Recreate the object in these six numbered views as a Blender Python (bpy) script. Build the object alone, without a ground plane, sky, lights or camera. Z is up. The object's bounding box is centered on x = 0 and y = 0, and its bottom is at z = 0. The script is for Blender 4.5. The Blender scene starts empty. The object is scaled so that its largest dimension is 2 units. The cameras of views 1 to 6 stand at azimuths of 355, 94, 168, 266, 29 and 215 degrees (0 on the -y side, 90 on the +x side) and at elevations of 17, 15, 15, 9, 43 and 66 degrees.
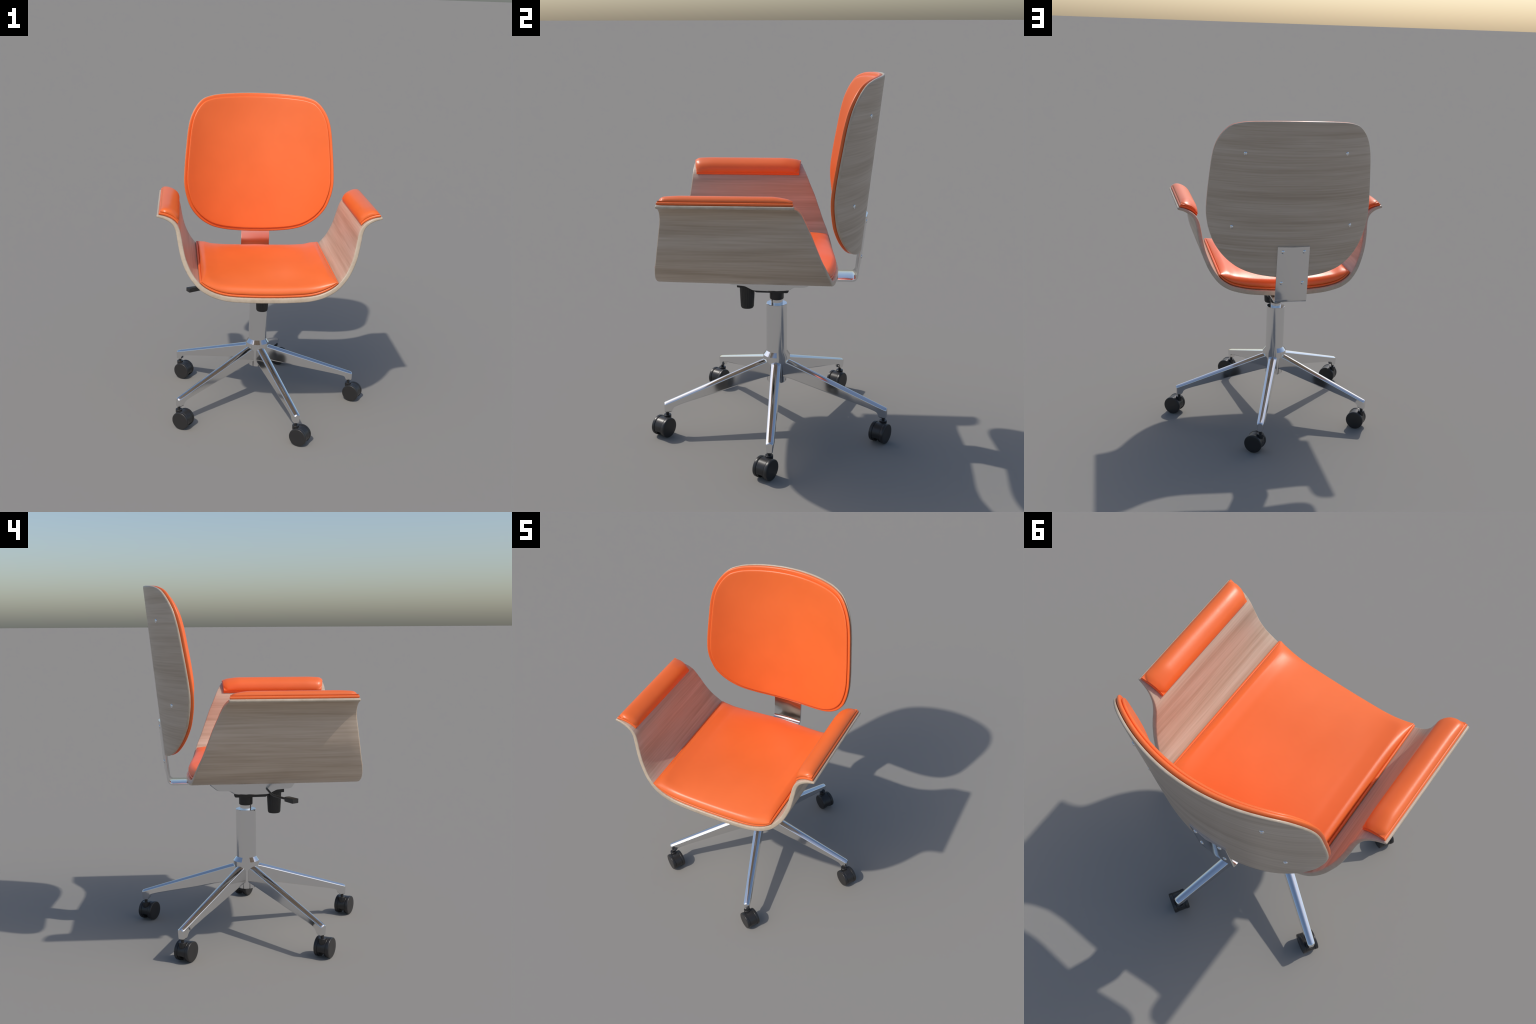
import bpy, math
from mathutils import Vector, Matrix

X0 = -0.034            # symmetry plane of the seat and back
AX, AY = -0.037, 0.020  # axis of the column

# ------------------------------------------------------------------ materials
def new_mat(name):
    m = bpy.data.materials.new(name)
    m.use_nodes = True
    nt = m.node_tree
    return m, nt, nt.nodes, nt.links, nt.nodes["Principled BSDF"]

def leather_mat():
    m, nt, N, L, b = new_mat("orange_leather")
    tc = N.new("ShaderNodeTexCoord")
    no = N.new("ShaderNodeTexNoise"); no.inputs["Scale"].default_value = 3.0
    no.inputs["Detail"].default_value = 3
    L.new(tc.outputs["Object"], no.inputs["Vector"])
    cr = N.new("ShaderNodeValToRGB")
    cr.color_ramp.elements[0].position = 0.3
    cr.color_ramp.elements[1].position = 0.7
    cr.color_ramp.elements[0].color = (0.86, 0.155, 0.030, 1)
    cr.color_ramp.elements[1].color = (0.92, 0.172, 0.036, 1)
    L.new(no.outputs["Fac"], cr.inputs["Fac"])
    L.new(cr.outputs["Color"], b.inputs["Base Color"])
    b.inputs["Roughness"].default_value = 0.36
    v = N.new("ShaderNodeTexNoise"); v.inputs["Scale"].default_value = 130
    v.inputs["Detail"].default_value = 2
    w = N.new("ShaderNodeTexNoise"); w.inputs["Scale"].default_value = 14
    w.inputs["Detail"].default_value = 2
    L.new(tc.outputs["Object"], v.inputs["Vector"])
    L.new(tc.outputs["Object"], w.inputs["Vector"])
    bp = N.new("ShaderNodeBump"); bp.inputs["Strength"].default_value = 0.05
    bp.inputs["Distance"].default_value = 0.002
    bp2 = N.new("ShaderNodeBump"); bp2.inputs["Strength"].default_value = 0.12
    bp2.inputs["Distance"].default_value = 0.004
    L.new(v.outputs["Fac"], bp.inputs["Height"])
    L.new(w.outputs["Fac"], bp2.inputs["Height"])
    L.new(bp.outputs["Normal"], bp2.inputs["Normal"])
    L.new(bp2.outputs["Normal"], b.inputs["Normal"])
    return m

def wood_mat(name, dark, mid, light, broad, fine, contrast=1.0, seed=0.0, rough=0.38):
    """Veneer: streaks run along the axis whose scale is small."""
    m, nt, N, L, b = new_mat(name)
    tc = N.new("ShaderNodeTexCoord")
    def streak(scale, detail, off, dist=0.0):
        mp = N.new("ShaderNodeMapping")
        mp.inputs["Scale"].default_value = scale
        mp.inputs["Location"].default_value = (seed + off, seed * 1.7 + off, seed * 0.6 - off)
        L.new(tc.outputs["Object"], mp.inputs["Vector"])
        n = N.new("ShaderNodeTexNoise")
        n.inputs["Scale"].default_value = 1.0
        n.inputs["Detail"].default_value = detail
        n.inputs["Roughness"].default_value = 0.6
        n.inputs["Distortion"].default_value = dist
        L.new(mp.outputs["Vector"], n.inputs["Vector"])
        return n.outputs["Fac"]
    a = streak(broad, 3, 0.0, 0.6)
    f = streak(fine, 4, 5.3, 0.2)
    mx = N.new("ShaderNodeMix"); mx.data_type = "FLOAT"
    mx.inputs[0].default_value = 0.45
    L.new(a, mx.inputs[2]); L.new(f, mx.inputs[3])
    cr = N.new("ShaderNodeValToRGB")
    e = cr.color_ramp.elements
    e[0].position = 0.5 - 0.17 / contrast; e[0].color = (*dark, 1)
    e[1].position = 0.5 + 0.19 / contrast; e[1].color = (*light, 1)
    k = e.new(0.5); k.color = (*mid, 1)
    L.new(mx.outputs[0], cr.inputs["Fac"])
    L.new(cr.outputs["Color"], b.inputs["Base Color"])
    b.inputs["Roughness"].default_value = rough
    bp = N.new("ShaderNodeBump"); bp.inputs["Strength"].default_value = 0.06
    bp.inputs["Distance"].default_value = 0.001
    L.new(f, bp.inputs["Height"]); L.new(bp.outputs["Normal"], b.inputs["Normal"])
    return m

def metal_mat(name, col, rough):
    m, nt, N, L, b = new_mat(name)
    b.inputs["Base Color"].default_value = (*col, 1)
    b.inputs["Metallic"].default_value = 1.0
    tc = N.new("ShaderNodeTexCoord")
    n = N.new("ShaderNodeTexNoise"); n.inputs["Scale"].default_value = 25
    L.new(tc.outputs["Object"], n.inputs["Vector"])
    mr = N.new("ShaderNodeMapRange")
    mr.inputs["To Min"].default_value = rough * 0.8
    mr.inputs["To Max"].default_value = rough * 1.2
    L.new(n.outputs["Fac"], mr.inputs["Value"])
    L.new(mr.outputs["Result"], b.inputs["Roughness"])
    return m

def plastic_mat(name, col, rough):
    m, nt, N, L, b = new_mat(name)
    tc = N.new("ShaderNodeTexCoord")
    n = N.new("ShaderNodeTexNoise"); n.inputs["Scale"].default_value = 220
    L.new(tc.outputs["Object"], n.inputs["Vector"])
    bp = N.new("ShaderNodeBump"); bp.inputs["Strength"].default_value = 0.04
    bp.inputs["Distance"].default_value = 0.001
    L.new(n.outputs["Fac"], bp.inputs["Height"]); L.new(bp.outputs["Normal"], b.inputs["Normal"])
    b.inputs["Base Color"].default_value = (*col, 1)
    b.inputs["Roughness"].default_value = rough
    return m

W_D, W_M, W_L = (0.445, 0.335, 0.243), (0.545, 0.425, 0.322), (0.64, 0.52, 0.415)
LEATHER = leather_mat()
WOOD_SHELL = wood_mat("veneer_along_depth", W_D, W_M, W_L, (16, 0.8, 16), (90, 2.2, 90), 1.15, 2.0)
WOOD_BACK = wood_mat("veneer_across", W_D, W_M, W_L, (0.7, 0.7, 15), (1.8, 1.8, 105), 1.15, 4.4)
WOOD_EDGE = wood_mat("plywood_edge", (0.47, 0.37, 0.265), (0.535, 0.43, 0.32), (0.59, 0.485, 0.37),
                     (14, 14, 14), (40, 40, 40), 1.0, 1.0, 0.3)
CHROME = metal_mat("polished_chrome", (0.83, 0.83, 0.83), 0.11)
STEEL = metal_mat("satin_steel", (0.80, 0.80, 0.80), 0.13)
BLACK = plastic_mat("black_plastic", (0.022, 0.021, 0.021), 0.36)
RUBBER = plastic_mat("black_rubber", (0.008, 0.008, 0.008), 0.6)

# ------------------------------------------------------------------ mesh helpers
def mesh_data(name, verts, faces, mats, midx=None, angle=40):
    me = bpy.data.meshes.new(name)
    me.from_pydata([tuple(v) for v in verts], [], faces)
    for m in mats:
        me.materials.append(m)
    if midx:
        me.polygons.foreach_set("material_index", midx)
    me.polygons.foreach_set("use_smooth", [True] * len(me.polygons))
    import bmesh
    bm = bmesh.new(); bm.from_mesh(me)
    bmesh.ops.remove_doubles(bm, verts=bm.verts, dist=1e-6)
    bmesh.ops.recalc_face_normals(bm, faces=bm.faces)
    bm.to_mesh(me); bm.free()
    me.set_sharp_from_angle(angle=math.radians(angle))
    me.update()
    return me

def put(name, me, parent, loc=(0, 0, 0), rotz=0.0):
    ob = bpy.data.objects.new(name, me)
    bpy.context.collection.objects.link(ob)
    ob.parent = parent
    ob.location = loc
    ob.rotation_euler = (0, 0, rotz)
    return ob

def empty(name, parent=None, loc=(0, 0, 0)):
    ob = put(name, None, parent, loc)
    ob.empty_display_size = 0.1
    return ob

def catmull(pts, per):
    """smooth curve through tuples of any length"""
    out = []
    n = len(pts)
    for i in range(n - 1):
        p0 = pts[max(i - 1, 0)]; p1 = pts[i]; p2 = pts[i + 1]; p3 = pts[min(i + 2, n - 1)]
        for k in range(per):
            t = k / per
            out.append(tuple(
                0.5 * (2 * b + (c - a) * t + (2 * a - 5 * b + 4 * c - d) * t * t
                       + (3 * b - a - 3 * c + d) * t ** 3)
                for a, b, c, d in zip(p0, p1, p2, p3)))
    out.append(pts[-1])
    return out

def lathe(profile, seg=48, axis="z", closed=False):
    """profile: list of (radius, height); returns verts, faces"""
    V, F = [], []
    m = len(profile)
    for j in range(seg):
        a = 2 * math.pi * j / seg
        c, s = math.cos(a), math.sin(a)
        for r, h in profile:
            V.append((r * c, r * s, h) if axis == "z" else (h, r * c, r * s))
    for j in range(seg):
        k = (j + 1) % seg
        for i in range(m - 1 + (1 if closed else 0)):
            i2 = (i + 1) % m
            F.append((j * m + i, j * m + i2, k * m + i2, k * m + i))
    return V, F

def loft(loops, caps=True, closed_ring=False):
    m = len(loops[0]); V = [p for l in loops for p in l]; F = []
    n = len(loops)
    for i in range(n - 1 + (1 if closed_ring else 0)):
        a, b = i * m, ((i + 1) % n) * m
        for j in range(m):
            k = (j + 1) % m
            F.append((a + j, a + k, b + k, b + j))
    if caps and not closed_ring:
        F.append(tuple(range(m)))
        F.append(tuple(range((n - 1) * m, n * m)))
    return V, F

def rounded_poly(pts, rad, seg=3):
    """2D polygon with filleted corners; rad is a number or list"""
    out = []
    n = len(pts)
    for i in range(n):
        p = Vector(pts[i]); a = Vector(pts[i - 1]) - p; b = Vector(pts[(i + 1) % n]) - p
        r = rad[i] if isinstance(rad, (list, tuple)) else rad
        if r <= 0:
            out.append(tuple(p)); continue
        d = min(r, a.length * 0.45, b.length * 0.45)
        s, e = p + a.normalized() * d, p + b.normalized() * d
        for k in range(seg + 1):
            t = k / seg
            q = s * (1 - t) ** 2 + p * 2 * t * (1 - t) + e * t * t
            out.append(tuple(q))
    return out

def extrude_x(poly, x0, x1, bev=0.002):
    """(y,z) polygon extruded along x with a small chamfer at both ends"""
    cy = sum(p[0] for p in poly) / len(poly); cz = sum(p[1] for p in poly) / len(poly)
    def sc(x, d):
        o = []
        for y, z in poly:
            l = math.hypot(y - cy, z - cz) or 1
            k = 1 - d / l
            o.append((x, cy + (y - cy) * k, cz + (z - cz) * k))
        return o
    return loft([sc(x0, bev), sc(x0 + bev, 0), sc(x1 - bev, 0), sc(x1, bev)])

def box(sx, sy, sz, bev):
    """rounded box centred on the origin"""
    poly = rounded_poly([(-sy, -sz), (sy, -sz), (sy, sz), (-sy, sz)], bev)
    return extrude_x(poly, -sx, sx, bev)

# ------------------------------------------------------------------ root
chair = empty("office_chair")
chair["label"] = "orange leather swivel chair with plywood shell and chrome base"
chair["category"] = "office chair"

# ------------------------------------------------------------------ seat shell
# half section of the bent plywood, outside face: x, z, front y, back y, thickness
HALF = [
    (0.000, 0.908, -0.592, 0.362, 0.031), (0.095, 0.909, -0.592, 0.357, 0.031),
    (0.211, 0.915, -0.592, 0.346, 0.031), (0.284, 0.928, -0.592, 0.337, 0.030),
    (0.347, 0.952, -0.592, 0.329, 0.029), (0.405, 0.989, -0.587, 0.318, 0.028),
    (0.454, 1.043, -0.577, 0.298, 0.027), (0.487, 1.097, -0.564, 0.274, 0.027),
    (0.514, 1.165, -0.551, 0.249, 0.027), (0.531, 1.243, -0.538, 0.221, 0.027),
    (0.542, 1.305, -0.528, 0.194, 0.026), (0.551, 1.336, -0.525, 0.180, 0.024),
    (0.566, 1.361, -0.524, 0.167, 0.021), (0.591, 1.381, -0.524, 0.154, 0.019),
    (0.621, 1.395, -0.524, 0.145, 0.017), (0.653, 1.403, -0.524, 0.138, 0.016)]
# the bend is fuller towards the back: extra x, z at the rear edge, per point above
FULLER = [(0, -.002), (.004, -.003), (.010, -.003), (.016, -.003), (.014, -.008), (.012, -.009), (.009, -.007),
          (.007, -.003), (.006, 0), (.006, 0), (.004, 0), (.002, 0), (0, 0), (0, 0), (0, 0), (0, 0)]
HALF = [h + f for h, f in zip(HALF, FULLER)]
full = [(-x, z, a, b, t, -fx, fz) for x, z, a, b, t, fx, fz in reversed(HALF[1:])] + HALF
def fuller(y):
    k = max(0.0, min(1.0, (y + 0.59) / 0.93))
    return k ** 0.75
sec = catmull(full, 6)

def sec_frame(i):
    a = sec[max(i - 1, 0)]; b = sec[min(i + 1, len(sec) - 1)]
    tx, tz = b[0] - a[0], b[1] - a[1]
    l = math.hypot(tx, tz)
    return -tz / l, tx / l          # normal pointing to the sitter

INNER = []                          # inside face: x, z, nx, nz, yf, yb
for i, (x, z, yf, yb, t, fx, fz) in enumerate(sec):
    nx, nz = sec_frame(i)
    INNER.append((x + nx * t, z + nz * t, nx, nz, yf, yb, fx, fz))
ARC = [0.0]
for a, b in zip(INNER, INNER[1:]):
    ARC.append(ARC[-1] + math.hypot(b[0] - a[0], b[1] - a[1]))
MID = ARC[-1] / 2
ARC = [a - MID for a in ARC]

def inner_at(s):
    s = max(ARC[0], min(ARC[-1], s))
    for i in range(len(ARC) - 1):
        if s <= ARC[i + 1]:
            k = (s - ARC[i]) / (ARC[i + 1] - ARC[i])
            v = [p + (q - p) * k for p, q in zip(INNER[i], INNER[i + 1])]
            l = math.hypot(v[2], v[3]); v[2] /= l; v[3] /= l
            return v
    return list(INNER[-1])

def arc_of_x(x):
    """arc length where the inside face reaches a given half-width (positive side)"""
    for i in range(len(INNER) // 2, len(INNER) - 1):
        if INNER[i + 1][0] >= x and INNER[i][0] <= x:
            k = (x - INNER[i][0]) / (INNER[i + 1][0] - INNER[i][0])
            return ARC[i] + k * (ARC[i + 1] - ARC[i])
    return ARC[-1]

def shell_loops():
    loops = []
    n = len(sec)
    ends = [(-0.004, 0.30), (-0.0025, 0.62), (-0.001, 0.86)]
    idx = [(0, e, k) for e, k in ends] + [(i, 0, 1.0) for i in range(n)] + \
          [(n - 1, -e, k) for e, k in reversed(ends)]
    ny = 14
    for i, ext, k in idx:
        x, z, yf, yb, t, fx, fz = sec[i]
        nx, nz = sec_frame(i)
        tx, tz = nz, -nx
        cx, cz = x + nx * t / 2 + tx * ext, z + nz * t / 2 + tz * ext
        h = t / 2 * k
        r = min(0.006, h * 0.85)
        inset = (1 - k) * 0.004
        a, b = yf + inset, yb - inset
        loop = []
        # outside face front to back, round, inside face back to front, round
        def arc(cy, ch, a0, a1):
            for q in range(4):
                w = math.radians(a0 + (a1 - a0) * q / 3)
                loop.append((cy + r * math.cos(w), ch + r * math.sin(w)))
        arc(a + r, -h + r, 180, 270)
        for q in range(1, ny):
            loop.append((a + r + (b - a - 2 * r) * q / ny, -h))
        arc(b - r, -h + r, 270, 360)
        arc(b - r, h - r, 0, 90)
        for q in range(1, ny):
            loop.append((b - r - (b - a - 2 * r) * q / ny, h))
        arc(a + r, h - r, 90, 180)
        loops.append([(X0 + cx + nx * hh + fx * fuller(y), y, cz + nz * hh + fz * fuller(y)) for y, hh in loop])
    return loops, ny

loops, ny = shell_loops()
V, F = loft(loops)
m = len(loops[0])
midx = []
for f in F:
    if len(f) > 4:
        midx.append(1); continue
    j = f[0] % m
    j_edge = (j < 3) or (3 + ny <= j < 3 + ny + 7) or (j >= m - 4)
    if 2 <= j <= 2 + ny or 3 + ny + 6 <= j < m - 3:
        j_edge = False
    ring = f[0] // m
    if ring < 3 or ring >= len(loops) - 4:
        j_edge = True
    midx.append(1 if j_edge else 0)
shell_me = mesh_data("seat_shell", V, F, [WOOD_SHELL, WOOD_EDGE], midx, 50)
seat_shell = put("seat_shell", shell_me, chair)

# ------------------------------------------------------------------ cushions on the shell
def edge_samples(length, fine, n_fine, n_mid):
    """positions 0..length, crowded within `fine` of both ends"""
    a = [fine * (1 - math.cos(math.pi / 2 * i / n_fine)) for i in range(n_fine)]
    mid = [fine + (length - 2 * fine) * i / n_mid for i in range(n_mid + 1)]
    return a + mid + [length - q for q in reversed(a)]

def slab(name, s0, s1, yfront, yback, lo, top, mirror=1, fine=0.012, nf=7, ns=40, nyy=44,
         mat=LEATHER, parent=None, bottom=None, direction=None):
    """closed pad over the shell between arc lengths s0 and s1.
    top(ds, dy, a, b) / bottom(...) give the offset from the plywood."""
    S = edge_samples(s1 - s0, fine, nf, ns)
    rows_t, rows_b = [], []
    for ds in S:
        s = s0 + ds
        x, z, nx, nz, yf, yb, fx, fz = inner_at(s)
        if direction:
            nx, nz = direction
        y0, y1 = yfront(s, yf), yback(s, yb)
        Y = edge_samples(y1 - y0, fine, nf, nyy)
        rt, rb = [], []
        for dy in Y:
            ed = min(ds, s1 - s0 - ds); ey = min(dy, y1 - y0 - dy)
            a = abs(2 * ds / (s1 - s0) - 1); b = 2 * dy / (y1 - y0) - 1
            for dst, fn in ((rt, top), (rb, bottom)):
                o = fn(ed, ey, a, b)
                k = fuller(y0 + dy)
                dst.append(((x + fx * k + nx * o) * mirror + X0, y0 + dy, z + fz * k + nz * o))
        rows_t.append(rt); rows_b.append(rb)
    n, mm = len(S), len(rows_t[0])
    V = [p for r in rows_t for p in r] + [p for r in rows_b for p in r]
    F = []
    o = n * mm
    for i in range(n - 1):
        for j in range(mm - 1):
            q = (i * mm + j, i * mm + j + 1, (i + 1) * mm + j + 1, (i + 1) * mm + j)
            F.append(q); F.append(tuple(k + o for k in reversed(q)))
    rim = [i * mm for i in range(n)] + [(n - 1) * mm + j for j in range(1, mm)] + \
          [i * mm + mm - 1 for i in range(n - 2, -1, -1)] + [j for j in range(mm - 2, 0, -1)]
    for a, b in zip(rim, rim[1:] + rim[:1]):
        F.append((a, b, b + o, a + o))
    return put(name, mesh_data(name, V, F, [mat], None, 60), parent)

def quarter(d, r):
    d = max(0.0, min(d, r))
    return math.sqrt(max(0.0, 1 - (1 - d / r) ** 2))

def make_welt(name, s0, s1, yf, yb, lo, th, parent, mirror=1, direction=None):
    mid, h = lo + th / 2, th / 2
    def top(es, ey, a, b):
        return mid + h * quarter(min(es, ey), h)
    def bot(es, ey, a, b):
        return mid - h * quarter(min(es, ey), h)
    return slab(name, s0, s1, yf, yb, lo, top, mirror, h * 1.05, 6, 36, 40, LEATHER, parent, bot, direction)

# seat
seat_cushion = empty("seat_cushion", chair, (X0, 0, 0.95))
seat_cushion.location = (0, 0, 0)
sm = arc_of_x(0.410)
make_welt("cushion_base", -sm, sm, lambda s, y: -0.586, lambda s, y: y - 0.013, 0.002, 0.0145, seat_cushion)
RIM = 0.013
def seat_rim(a, b):
    return RIM * (1 - (a * abs(b)) ** 4)
def seat_top(es, ey, a, b):
    rs = 0.020 + 0.06 * abs(b) ** 6
    ry = 0.026 + 0.05 * a ** 5
    edge = 0.026 * quarter(es, rs) * quarter(ey, ry)
    crown = 0.055 * (1 - a ** 3.6) * (1 - abs(b) ** 3.6)
    return 0.0165 + seat_rim(a, b) + edge + crown
def seat_under(es, ey, a, b):
    return 0.0160 + seat_rim(a, b) * (1 - quarter(min(es, ey), 0.013))
slab("cushion_pad", -sm + 0.003, sm - 0.003, lambda s, y: -0.589, lambda s, y: y - 0.012, 0.0,
     seat_top, 1, 0.026, 10, 44, 50, LEATHER, seat_cushion, seat_under)

# arm rests
s_in, s_out = arc_of_x(0.5360), ARC[-1] - 0.003
UP = (-0.35, 0.937)
def arm_front(d):
    return lambda s, y: -0.499 - 0.022 * (s - s_in) / (s_out - s_in) + d
def arm_back(d):
    return lambda s, y: 0.125 + 0.009 * (s - s_in) / (s_out - s_in) - d
for mirror in (1, -1):
    arm = empty("armrest_pad", chair)
    make_welt("cushion_base", s_in, s_out, arm_front(0), arm_back(0), 0.001, 0.0160, arm, mirror, UP)
    def arm_top(es, ey, a, b):
        # domed across, rounded corners at the ends, long slope at the back
        c = max(0.0, 1 - ey / 0.030)
        body = max(0.0, 1 - a ** 2.8 - c * c * (0.55 + 0.45 * a)) ** 0.5
        low = 0.62 if b > 0 else 0.25
        along = 1 - low * max(0.0, (abs(b) - 0.68) / 0.32) ** 1.5
        return 0.0225 + 0.0285 * body * along
    def arm_under(es, ey, a, b):
        return 0.0160 + 0.0065 * (1 - quarter(min(es, ey), 0.006))
    slab("cushion_pad", s_in - 0.001, s_out - 0.004, arm_front(0.0025), arm_back(0.0025), 0.0,
         arm_top, mirror, 0.024, 9, 24, 44, LEATHER, arm, arm_under, UP)

# ------------------------------------------------------------------ backrest
R_BACK = 0.775
LEAN_A, LEAN_B = 0.3745, 0.1048
# half outline, clockwise from the top centre: x, z
OUT = [(0.0, 1.998), (0.14, 1.996), (0.26, 1.990), (0.325, 1.981), (0.382, 1.960), (0.428, 1.912),
       (0.460, 1.848), (0.478, 1.768), (0.489, 1.660), (0.498, 1.550), (0.502, 1.462), (0.499, 1.400),
       (0.485, 1.330), (0.455, 1.249), (0.397, 1.170), (0.317, 1.110), (0.221, 1.077), (0.105, 1.061),
       (0.0, 1.057)]
ring = OUT + [(-x, z) for x, z in reversed(OUT[1:-1])]
nr = len(ring)
ring_s = catmull([ring[-1]] + ring + ring[:2], 5)[5:5 + nr * 5]
BC = (0.0, 1.53)

def back_point(x, z, off):
    xs = x
    if off > 0:                    # the outline keeps its width as the body thickens
        x = x / (1 - off / R_BACK)
        xs = (x + xs) / 2
    xs = max(-0.7, min(0.7, xs))
    x = max(-0.7, min(0.7, x))
    sag = R_BACK - math.sqrt(R_BACK ** 2 - xs * xs)
    n = Vector((-x / R_BACK, -math.sqrt(1 - (x / R_BACK) ** 2), LEAN_B)).normalized()
    p = Vector((X0 + 0.003 + x, LEAN_A + LEAN_B * z - sag, z))
    return p + n * off

def outline_inset(d):
    out = []
    n = len(ring_s)
    for i, (x, z) in enumerate(ring_s):
        a = ring_s[i - 1]; b = ring_s[(i + 1) % n]
        tx, tz = b[0] - a[0], b[1] - a[1]
        l = math.hypot(tx, tz)
        nx, nz = tz / l, -tx / l          # one of the two normals
        if nx * (x - BC[0]) + nz * (z - BC[1]) > 0:
            nx, nz = -nx, -nz
        out.append((x + nx * d, z + nz * d))
    return out

def back_body(name, prof, mats, parent, edge_rows=(), crown=0.0):
    """prof: list of (inset, offset) running from the rear centre edge round to the front.
    Rear and front are closed with rings shrinking to the middle."""
    loops = []
    first, last = prof[0], prof[-1]
    shrink = [0.12, 0.3, 0.5, 0.7, 0.85, 0.95]
    def ringpts(inset, off, k=1.0, c=0.0):
        o = outline_inset(inset)
        return [tuple(back_point(BC[0] + (x - BC[0]) * k, BC[1] + (z - BC[1]) * k, off + c * (1 - k * k)))
                for x, z in o]
    for k in shrink:
        loops.append(ringpts(first[0], first[1], k))
    n0 = len(loops)
    for q in prof:
        loops.append(ringpts(*q))
    for k in reversed(shrink):
        loops.append(ringpts(last[0], last[1], k, crown))
    V, F = loft(loops, caps=False)
    m = len(loops[0]); L = len(loops)
    midx = []
    for f in F:
        r = f[0] // m - n0
        midx.append(1 if r in edge_rows else 0)
    V.append(tuple(back_point(BC[0], BC[1], first[1]))); c0 = len(V) - 1
    V.append(tuple(back_point(BC[0], BC[1], last[1] + crown))); c1 = len(V) - 1
    for j in range(m):
        F.append((c0, j, (j + 1) % m)); F.append((c1, (L - 1) * m + (j + 1) % m, (L - 1) * m + j))
        midx += [0, 0]
    return put(name, mesh_data(name, V, F, mats, midx, 50), parent)

backrest = empty("backrest", chair)
T = 0.0135
back_body("backrest_panel", [(0.03, 0), (0.006, 0), (0.003, 0.0008), (0.001, 0.0022), (0.0, 0.0045), (0.0, T - 0.0045),
                             (0.001, T - 0.002), (0.003, T - 0.0006), (0.006, T), (0.03, T)],
          [WOOD_BACK, WOOD_EDGE], backrest, edge_rows=(2, 3, 4, 5, 6, 7))
f0, f1 = 0.0155, 0.0355
h = (f1 - f0) / 2
arcp = [(0.0020 + h * (1 - math.cos(math.radians(w))), (f0 + f1) / 2 + h * math.sin(math.radians(w)))
        for w in range(-90, 91, 15)]
back_body("cushion_base", [(0.05, f0)] + arcp + [(0.05, f1)], [LEATHER], backrest)
p0, p1, pr = 0.0345, 0.0500, 0.010
arcp = [(0.0225 + pr * (1 - math.cos(math.radians(w))), p1 - pr + pr * math.sin(math.radians(w)))
        for w in range(0, 91, 15)]
back_body("cushion_pad", [(0.06, p0), (0.027, p0), (0.0235, p0 + 0.003)] + arcp +
          [(0.045, p1 + 0.0005), (0.07, p1 + 0.001)], [LEATHER], backrest, crown=0.004)

def screw_mesh(r, h):
    prof = [(0.0, h)] + [(r * math.sin(math.radians(a)), h * math.cos(math.radians(a)) ** 0.8)
                         for a in range(15, 90, 15)] + [(r, 0.0), (r, -0.004), (0.0, -0.004)]
    prof = [(max(q, 1e-5), z) for q, z in prof]
    # round dish in the top of the head
    prof = [(1e-5, h - 0.0018), (r * 0.38, h - 0.0018), (r * 0.45, h - 0.0002)] + prof[2:]
    V, F = lathe(prof, 24)
    return mesh_data("screw", V, F, [CHROME], None, 35)
SCREW = screw_mesh(0.0112, 0.005)

def place_screw(p, n, parent):
    ob = put("screw", SCREW, parent)
    ob.rotation_euler = Vector(n).to_track_quat("Z", "Y").to_euler()
    ob.location = p
    return ob
for sx, z in ((0.300, 1.807), (-0.300, 1.807), (0.360, 1.363), (-0.360, 1.363)):
    p = back_point(sx, z, -0.0005)
    n = back_point(sx, z, -1) - back_point(sx, z, 0)
    place_screw(p, n, backrest)

# ------------------------------------------------------------------ back bracket
BW = 0.098
def bracket():
    t = 0.011
    path = [(0.06, 0.889), (0.438, 0.889)]      # outside (lower / rear) face, y z
    c = (0.4385, 0.920)                          # bend centre
    r = 0.031
    lean = math.atan(0.106)
    for k in range(0, 9):
        w = math.radians(-90) + (math.radians(90) - lean) * k / 8
        path.append((c[0] + r * math.cos(w), c[1] + r * math.sin(w)))
    y1 = path[-1][0] + (1.253 - path[-1][1]) * 0.1085
    n = 6
    y0, z0 = path[-1]
    for k in range(1, n + 1):
        path.append((y0 + (y1 - y0) * k / n, z0 + (1.253 - z0) * k / n))
    loops = []
    for i, (y, z) in enumerate(path):
        a = path[max(i - 1, 0)]; b = path[min(i + 1, len(path) - 1)]
        ty, tz = b[0] - a[0], b[1] - a[1]
        l = math.hypot(ty, tz); ny_, nz_ = -tz / l, ty / l
        sec_ = rounded_poly([(-BW, 0), (0, 0), (BW, 0), (BW, t), (0, t), (-BW, t)], [0.0022, 0, 0.0022, 0.0022, 0, 0.0022], 2)
        ve = 0.012 * min(1.0, max(0.0, (z - 0.90) / 0.05))
        loops.append([(X0 + u, y + ny_ * v + ve * (1 - abs(u) / BW), z + nz_ * v) for u, v in sec_])
    V, F = loft(loops)
    return mesh_data("back_bracket", V, F, [STEEL], None, 35), y1
bm_, ytop = bracket()
back_bracket = put("back_bracket", bm_, chair)
for sx in (-0.0645, 0.0645):
    for z in (1.222, 1.024):
        place_screw((X0 + sx, ytop - (1.253 - z) * 0.1085 + 0.012 * (1 - 0.0645 / BW), z), (0, 1, -0.1), back_bracket)

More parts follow.
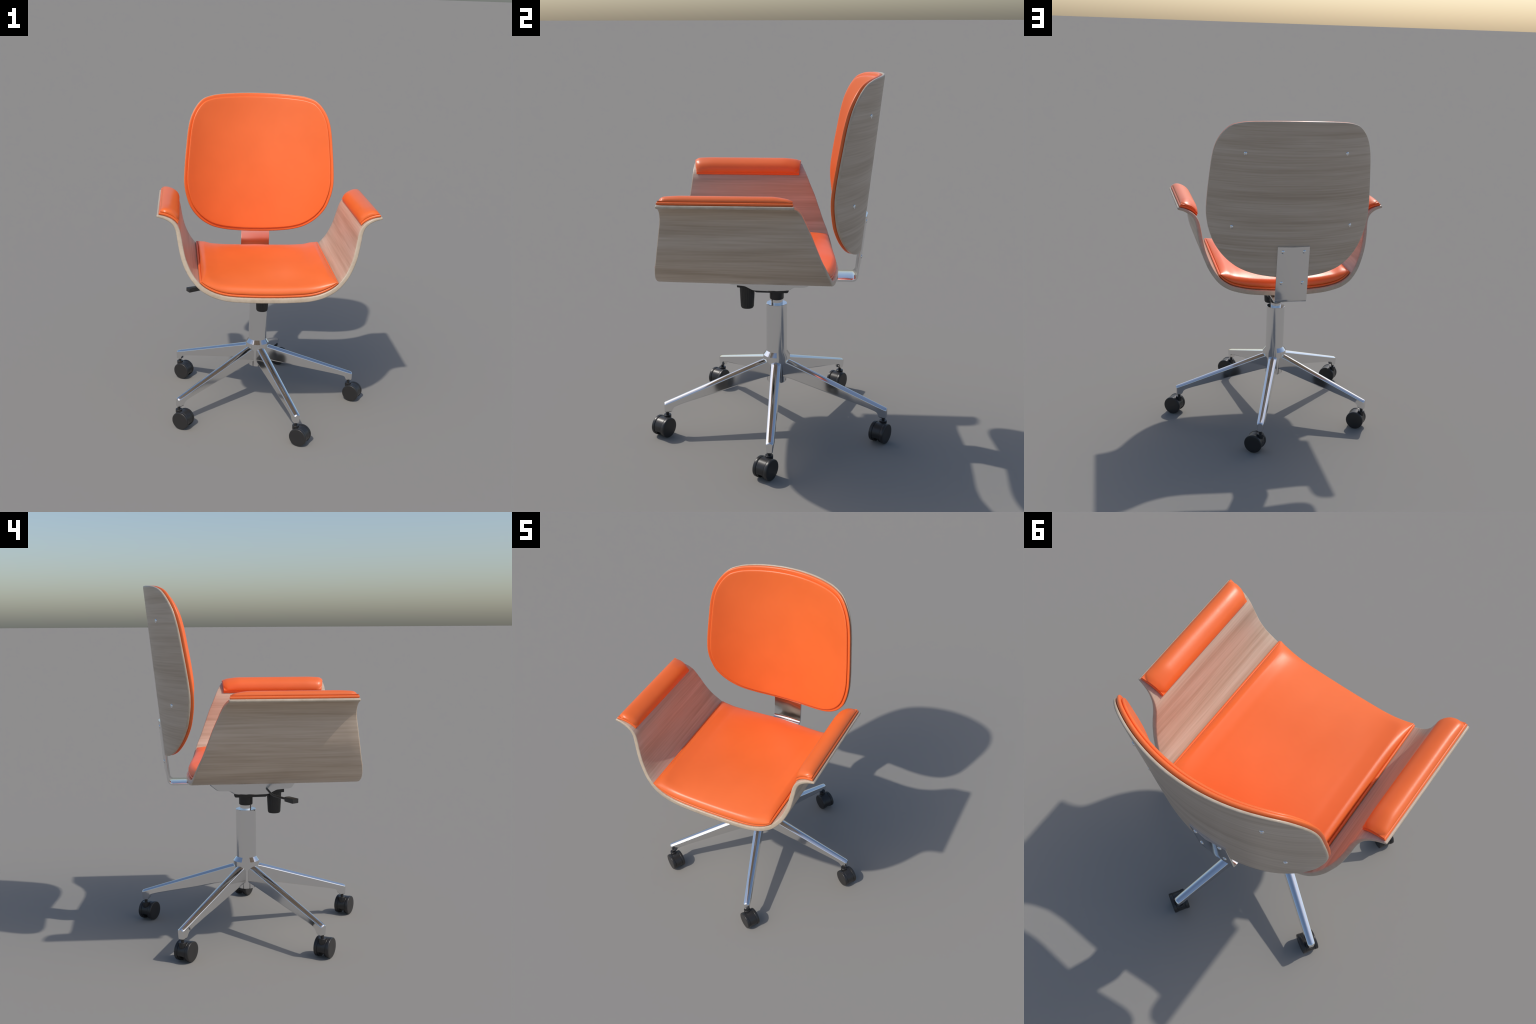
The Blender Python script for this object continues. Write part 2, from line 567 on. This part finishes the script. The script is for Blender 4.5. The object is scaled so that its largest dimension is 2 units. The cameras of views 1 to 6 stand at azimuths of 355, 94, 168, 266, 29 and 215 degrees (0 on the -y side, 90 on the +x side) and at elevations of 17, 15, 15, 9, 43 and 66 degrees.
# ------------------------------------------------------------------ tilt mechanism
mech = empty("tilt_mechanism", chair)
poly = rounded_poly([(-0.262, 0.907), (-0.255, 0.889), (-0.236, 0.862), (-0.158, 0.855), (-0.112, 0.829), (0.026, 0.824),
                     (0.094, 0.832), (0.121, 0.850), (0.187, 0.851), (0.230, 0.885), (0.240, 0.907)], 0.010, 3)
V, F = extrude_x(poly, X0 - 0.105, X0 + 0.105, 0.008)
put("mechanism_housing", mesh_data("mechanism_housing", V, F, [STEEL], None, 35), mech)
tray = rounded_poly([(-0.102, 0.835), (-0.102, 0.814), (-0.094, 0.806), (0.084, 0.804), (0.090, 0.814), (0.092, 0.836)], 0.004, 2)
V, F = extrude_x(tray, X0 - 0.062, X0 + 0.062, 0.003)
put("mechanism_cover", mesh_data("mechanism_cover", V, F, [BLACK], None, 35), mech)
tray = rounded_poly([(-0.200, 0.860), (-0.200, 0.829), (-0.100, 0.822), (-0.095, 0.835), (-0.15, 0.860)], 0.003, 2)
V, F = extrude_x(tray, X0 - 0.050, X0 + 0.050, 0.003)
put("mechanism_cover", mesh_data("mechanism_cover", V, F, [BLACK], None, 35), mech)

def knob():
    prof = [(0.0001, 0.832), (0.0425, 0.832), (0.0425, 0.820), (0.040, 0.76), (0.037, 0.708), (0.033, 0.700), (0.0001, 0.699)]
    seg = 96
    V, F = [], []
    mm = len(prof)
    for j in range(seg):
        a = 2 * math.pi * j / seg
        ridge = 0.0016 * (1 if (j // 2) % 2 else 0)
        for i, (r, z) in enumerate(prof):
            q = r - (ridge if 1 < i < 5 else 0)
            V.append((q * math.cos(a), q * math.sin(a), z))
    for j in range(seg):
        k = (j + 1) % seg
        for i in range(mm - 1):
            F.append((j * mm + i, j * mm + i + 1, k * mm + i + 1, k * mm + i))
    return mesh_data("tension_knob", V, F, [BLACK], None, 30)
put("tension_knob", knob(), mech, (-0.030, -0.146, 0))

def tube(path, r, seg=10):
    loops = []
    for i, p in enumerate(path):
        p = Vector(p)
        a = Vector(path[max(i - 1, 0)]); b = Vector(path[min(i + 1, len(path) - 1)])
        t = (b - a).normalized()
        u = t.cross(Vector((0, 0, 1))).normalized(); w = u.cross(t)
        loops.append([tuple(p + u * r * math.cos(2 * math.pi * k / seg) + w * r * math.sin(2 * math.pi * k / seg))
                      for k in range(seg)])
    return loft(loops)
rod = catmull([(-0.10, -0.094, 0.862), (-0.165, -0.097, 0.861), (-0.27, -0.115, 0.852), (-0.36, -0.143, 0.856), (-0.445, -0.185, 0.859)], 5)
V, F = tube(rod, 0.0062)
lever = put("height_lever", mesh_data("height_lever", V, F, [BLACK], None, 50), mech)
V, F = box(0.040, 0.0205, 0.0125, 0.0025)
ang = math.atan2(-0.5, -0.87)
c, s = math.cos(ang), math.sin(ang)
V = [(x * c - y * s * (0.8 + 0.2 * (x + 0.04) / 0.08), x * s + y * c * (0.8 + 0.2 * (x + 0.04) / 0.08), z) for x, y, z in V]
put("lever_handle", mesh_data("lever_handle", V, F, [BLACK], None, 30), mech, (-0.470, -0.197, 0.8605))

# ------------------------------------------------------------------ column and hub
column = empty("column", chair, (AX, AY, 0))
V, F = lathe([(0.0001, 0.60), (0.034, 0.60), (0.034, 0.757), (0.0001, 0.757)], 48)
put("piston", mesh_data("piston", V, F, [CHROME], None, 40), column)
V, F = lathe([(0.0001, 0.752), (0.034, 0.752), (0.0385, 0.7545), (0.0400, 0.759), (0.0405, 0.808), (0.0001, 0.808)], 48)
put("collar", mesh_data("collar", V, F, [BLACK], None, 35), column)
RC = 0.0587
V, F = lathe([(0.0343, 0.640), (0.0343, 0.7270), (0.0348, 0.7275), (RC - 0.0015, 0.7275), (RC, 0.726), (RC, 0.60), (RC, 0.445)], 64)
put("column_tube", mesh_data("column_tube", V, F, [CHROME], None, 40), column)

def hub_mesh():
    # flared hub; sloped flats above the legs, soft blend between them
    seg = 120
    flats = [(195, 279), (287, 324), (333, 362), (94, 155)]
    def flat(a):
        return any(lo <= a <= hi or lo <= a + 360 <= hi for lo, hi in flats)
    prof = [(RC, 0.4455), (0.0765, 0.421), (0.0770, 0.400), (0.0740, 0.385), (RC, 0.370), (0.056, 0.262), (0.052, 0.257), (0.0001, 0.257)]
    V, F = lathe(prof, seg)
    me = bpy.data.meshes.new("hub")
    me.from_pydata(V, [], F)
    me.materials.append(CHROME)
    me.polygons.foreach_set("use_smooth", [True] * len(F))
    me.update()
    if me.polygons[0].normal.dot(Vector(V[0])) < 0 and me.polygons[1].normal.x * V[1][0] < 0:
        me.flip_normals()
    mm = len(prof)
    nor = []
    for p in me.polygons:
        row = min(v % mm for v in p.vertices)
        mid = p.center
        ang = math.degrees(math.atan2(mid.y, mid.x)) % 360
        for li in p.loop_indices:
            v = me.vertices[me.loops[li].vertex_index].co
            rad = Vector((v.x, v.y, 0)).normalized()
            if row == 0 and flat(ang):
                n = (rad + Vector((0, 0, 0.78))).normalized()
            elif row <= 2:
                n = rad
            elif row == mm - 2:
                n = Vector((0, 0, -1))
            else:
                n = rad
            nor.append(n)
    me.normals_split_custom_set(nor)
    return me
put("hub", hub_mesh(), column)

# ------------------------------------------------------------------ legs
def leg_mesh():
    # r, top z, bottom z, half width top, half width bottom
    st = [(0.045, 0.405, 0.297, 0.0280, 0.0285), (0.10, 0.3875, 0.288, 0.0275, 0.0282),
          (0.55, 0.2285, 0.183, 0.0216, 0.0235), (0.590, 0.2143, 0.1710, 0.0212, 0.0233),
          (0.603, 0.2097, 0.164, 0.0210, 0.0226), (0.609, 0.2076, 0.153, 0.0209, 0.0205),
          (0.615, 0.2055, 0.1385, 0.0208, 0.0185), (0.620, 0.2037, 0.1345, 0.0207, 0.0175), (0.645, 0.1950, 0.1325, 0.0203, 0.0165),
          (0.651, 0.1925, 0.1335, 0.0185, 0.0145), (0.6545, 0.1890, 0.1365, 0.0150, 0.0115)]
    a_, b_ = st[1], st[2]
    st[2:2] = [tuple(p + (q - p) * k / 16 for p, q in zip(a_, b_)) for k in range(1, 16)]
    loops = []
    for r, zt, zb, wt, wb in st:
        loop = []
        rr = 0.0038
        cw = wt - rr
        crown = 0.0095 * (wt / 0.022)
        # top from +w to -w with rounded shoulders
        for k in range(4):
            a = math.radians(8 + (72 - 8) * k / 3)
            loop.append((cw + rr * math.cos(a), zt - crown - rr + rr * math.sin(a) + 0.0012 * k / 3))
        for k in range(1, 8):
            u = 1 - 2 * k / 8
            loop.append((cw * u * 1.02, zt - crown * u * u))
        for k in range(4):
            a = math.radians(108 + (172 - 108) * k / 3)
            loop.append((-cw + rr * math.cos(a), zt - crown - rr + rr * math.sin(a) + 0.0012 * (3 - k) / 3))
        b = 0.004
        zm = zb + b
        wl = [(wt + (wb - wt) * q, zt - crown - rr + (zm - zt + crown + rr) * q) for q in (0.05, 0.3, 0.7, 0.95)]
        loop += [(-y, z) for y, z in wl]
        loop.append((-wb, zm)); loop.append((-wb + b * 0.3, zb + b * 0.3)); loop.append((-wb + b, zb))
        loop.append((wb - b, zb)); loop.append((wb - b * 0.3, zb + b * 0.3)); loop.append((wb, zm))
        loop += list(reversed(wl))
        loops.append([(r, y, z) for y, z in loop])
    V, F = loft(loops)
    return mesh_data("leg", V, F, [CHROME], None, 38)
LEG = leg_mesh()

# ------------------------------------------------------------------ casters
WR = 0.0562
def wheel_mesh():
    prof = [(0.0001, 0.0436), (0.030, 0.0439), (0.0495, 0.0442), (0.0522, 0.0439), (0.0545, 0.0428), (0.0558, 0.0410), (WR, 0.0385),
            (WR, 0.0345), (WR, 0.0262), (0.0556, 0.0252), (0.053, 0.0248)]
    V, F = lathe(prof, 56, "x")
    n0 = len(V); f0_ = len(F)
    V2, F2 = lathe([(0.0535, 0.0250), (0.0535, 0.0145), (0.051, 0.0125), (0.0001, 0.0125)], 48, "x")
    V += V2; F += [tuple(i + n0 for i in f) for f in F2]
    return mesh_data("wheel", V, F, [BLACK, RUBBER], [0] * f0_ + [1] * len(F2), 35)
def housing_mesh():
    r = 0.0545
    poly = []
    a0 = -17
    for k in range(41):
        a = math.radians(a0 + (180 - 2 * a0) * k / 40)
        poly.append((r * math.cos(a), r * math.sin(a)))
    V, F = loft([[(x, y * q, z * q) for y, z in poly] for x, q in
                 ((-0.0238, 0.985), (-0.0228, 1.0), (0.0228, 1.0), (0.0238, 0.985))])
    return mesh_data("caster_housing", V, F, [BLACK], None, 35)
SY = 0.033   # stem offset from the axle
def socket_mesh():
    V, F = [], []
    loops = []
    rows = [(0.116, 0.0195, 1.0), (0.1145, 0.0212, 1.0), (0.100, 0.0212, 1.0), (0.088, 0.0200, 1.0), (0.078, 0.0165, 0.95),
            (0.072, 0.0110, 0.9), (0.0695, 0.005, 0.85)]
    for z, r, k in rows:
        loops.append([(r * math.cos(2 * math.pi * j / 28), SY - (1 - k) * 0.02 + (r if math.sin(2 * math.pi * j / 28) < 0 else r * 0.96) * math.sin(2 * math.pi * j / 28),
                       z - WR) for j in range(28)])
    V, F = loft(loops)
    V2, F2 = lathe([(0.0001, 0.080 - WR), (0.0088, 0.080 - WR), (0.0088, 0.150 - WR), (0.0001, 0.150 - WR)], 20)
    n0 = len(V)
    V += [(x, y + SY, z) for x, y, z in V2]
    F += [tuple(i + n0 for i in f) for f in F2]
    return mesh_data("caster_stem", V, F, [BLACK], None, 40)
WHEEL, HOUSING, SOCKET = wheel_mesh(), housing_mesh(), socket_mesh()

TWEAK = [(0, -.003), (-.001, .003), (-.001, .001), (-.006, -.006), (0, -.005)]   # slack of each stem
THETA = math.radians(90 - 32)
for k in range(5):
    a = math.radians(72 * k)
    leg = put("leg", LEG, chair, (AX, AY, 0), a)
    px, py = AX + 0.633 * math.cos(a), AY + 0.633 * math.sin(a)
    lx, ly = math.cos(THETA), math.sin(THETA)      # axle
    fx, fy = -math.sin(THETA), math.cos(THETA)     # local y
    cst = empty("caster", chair, (px - fx * SY + TWEAK[k][0], py - fy * SY + TWEAK[k][1], WR))
    cst.rotation_euler = (0, 0, THETA)
    put("caster_housing", HOUSING, cst)
    put("caster_stem", SOCKET, cst)
    put("wheel", WHEEL, cst)
    w = put("wheel", WHEEL, cst, (0, 0, 0), math.pi)
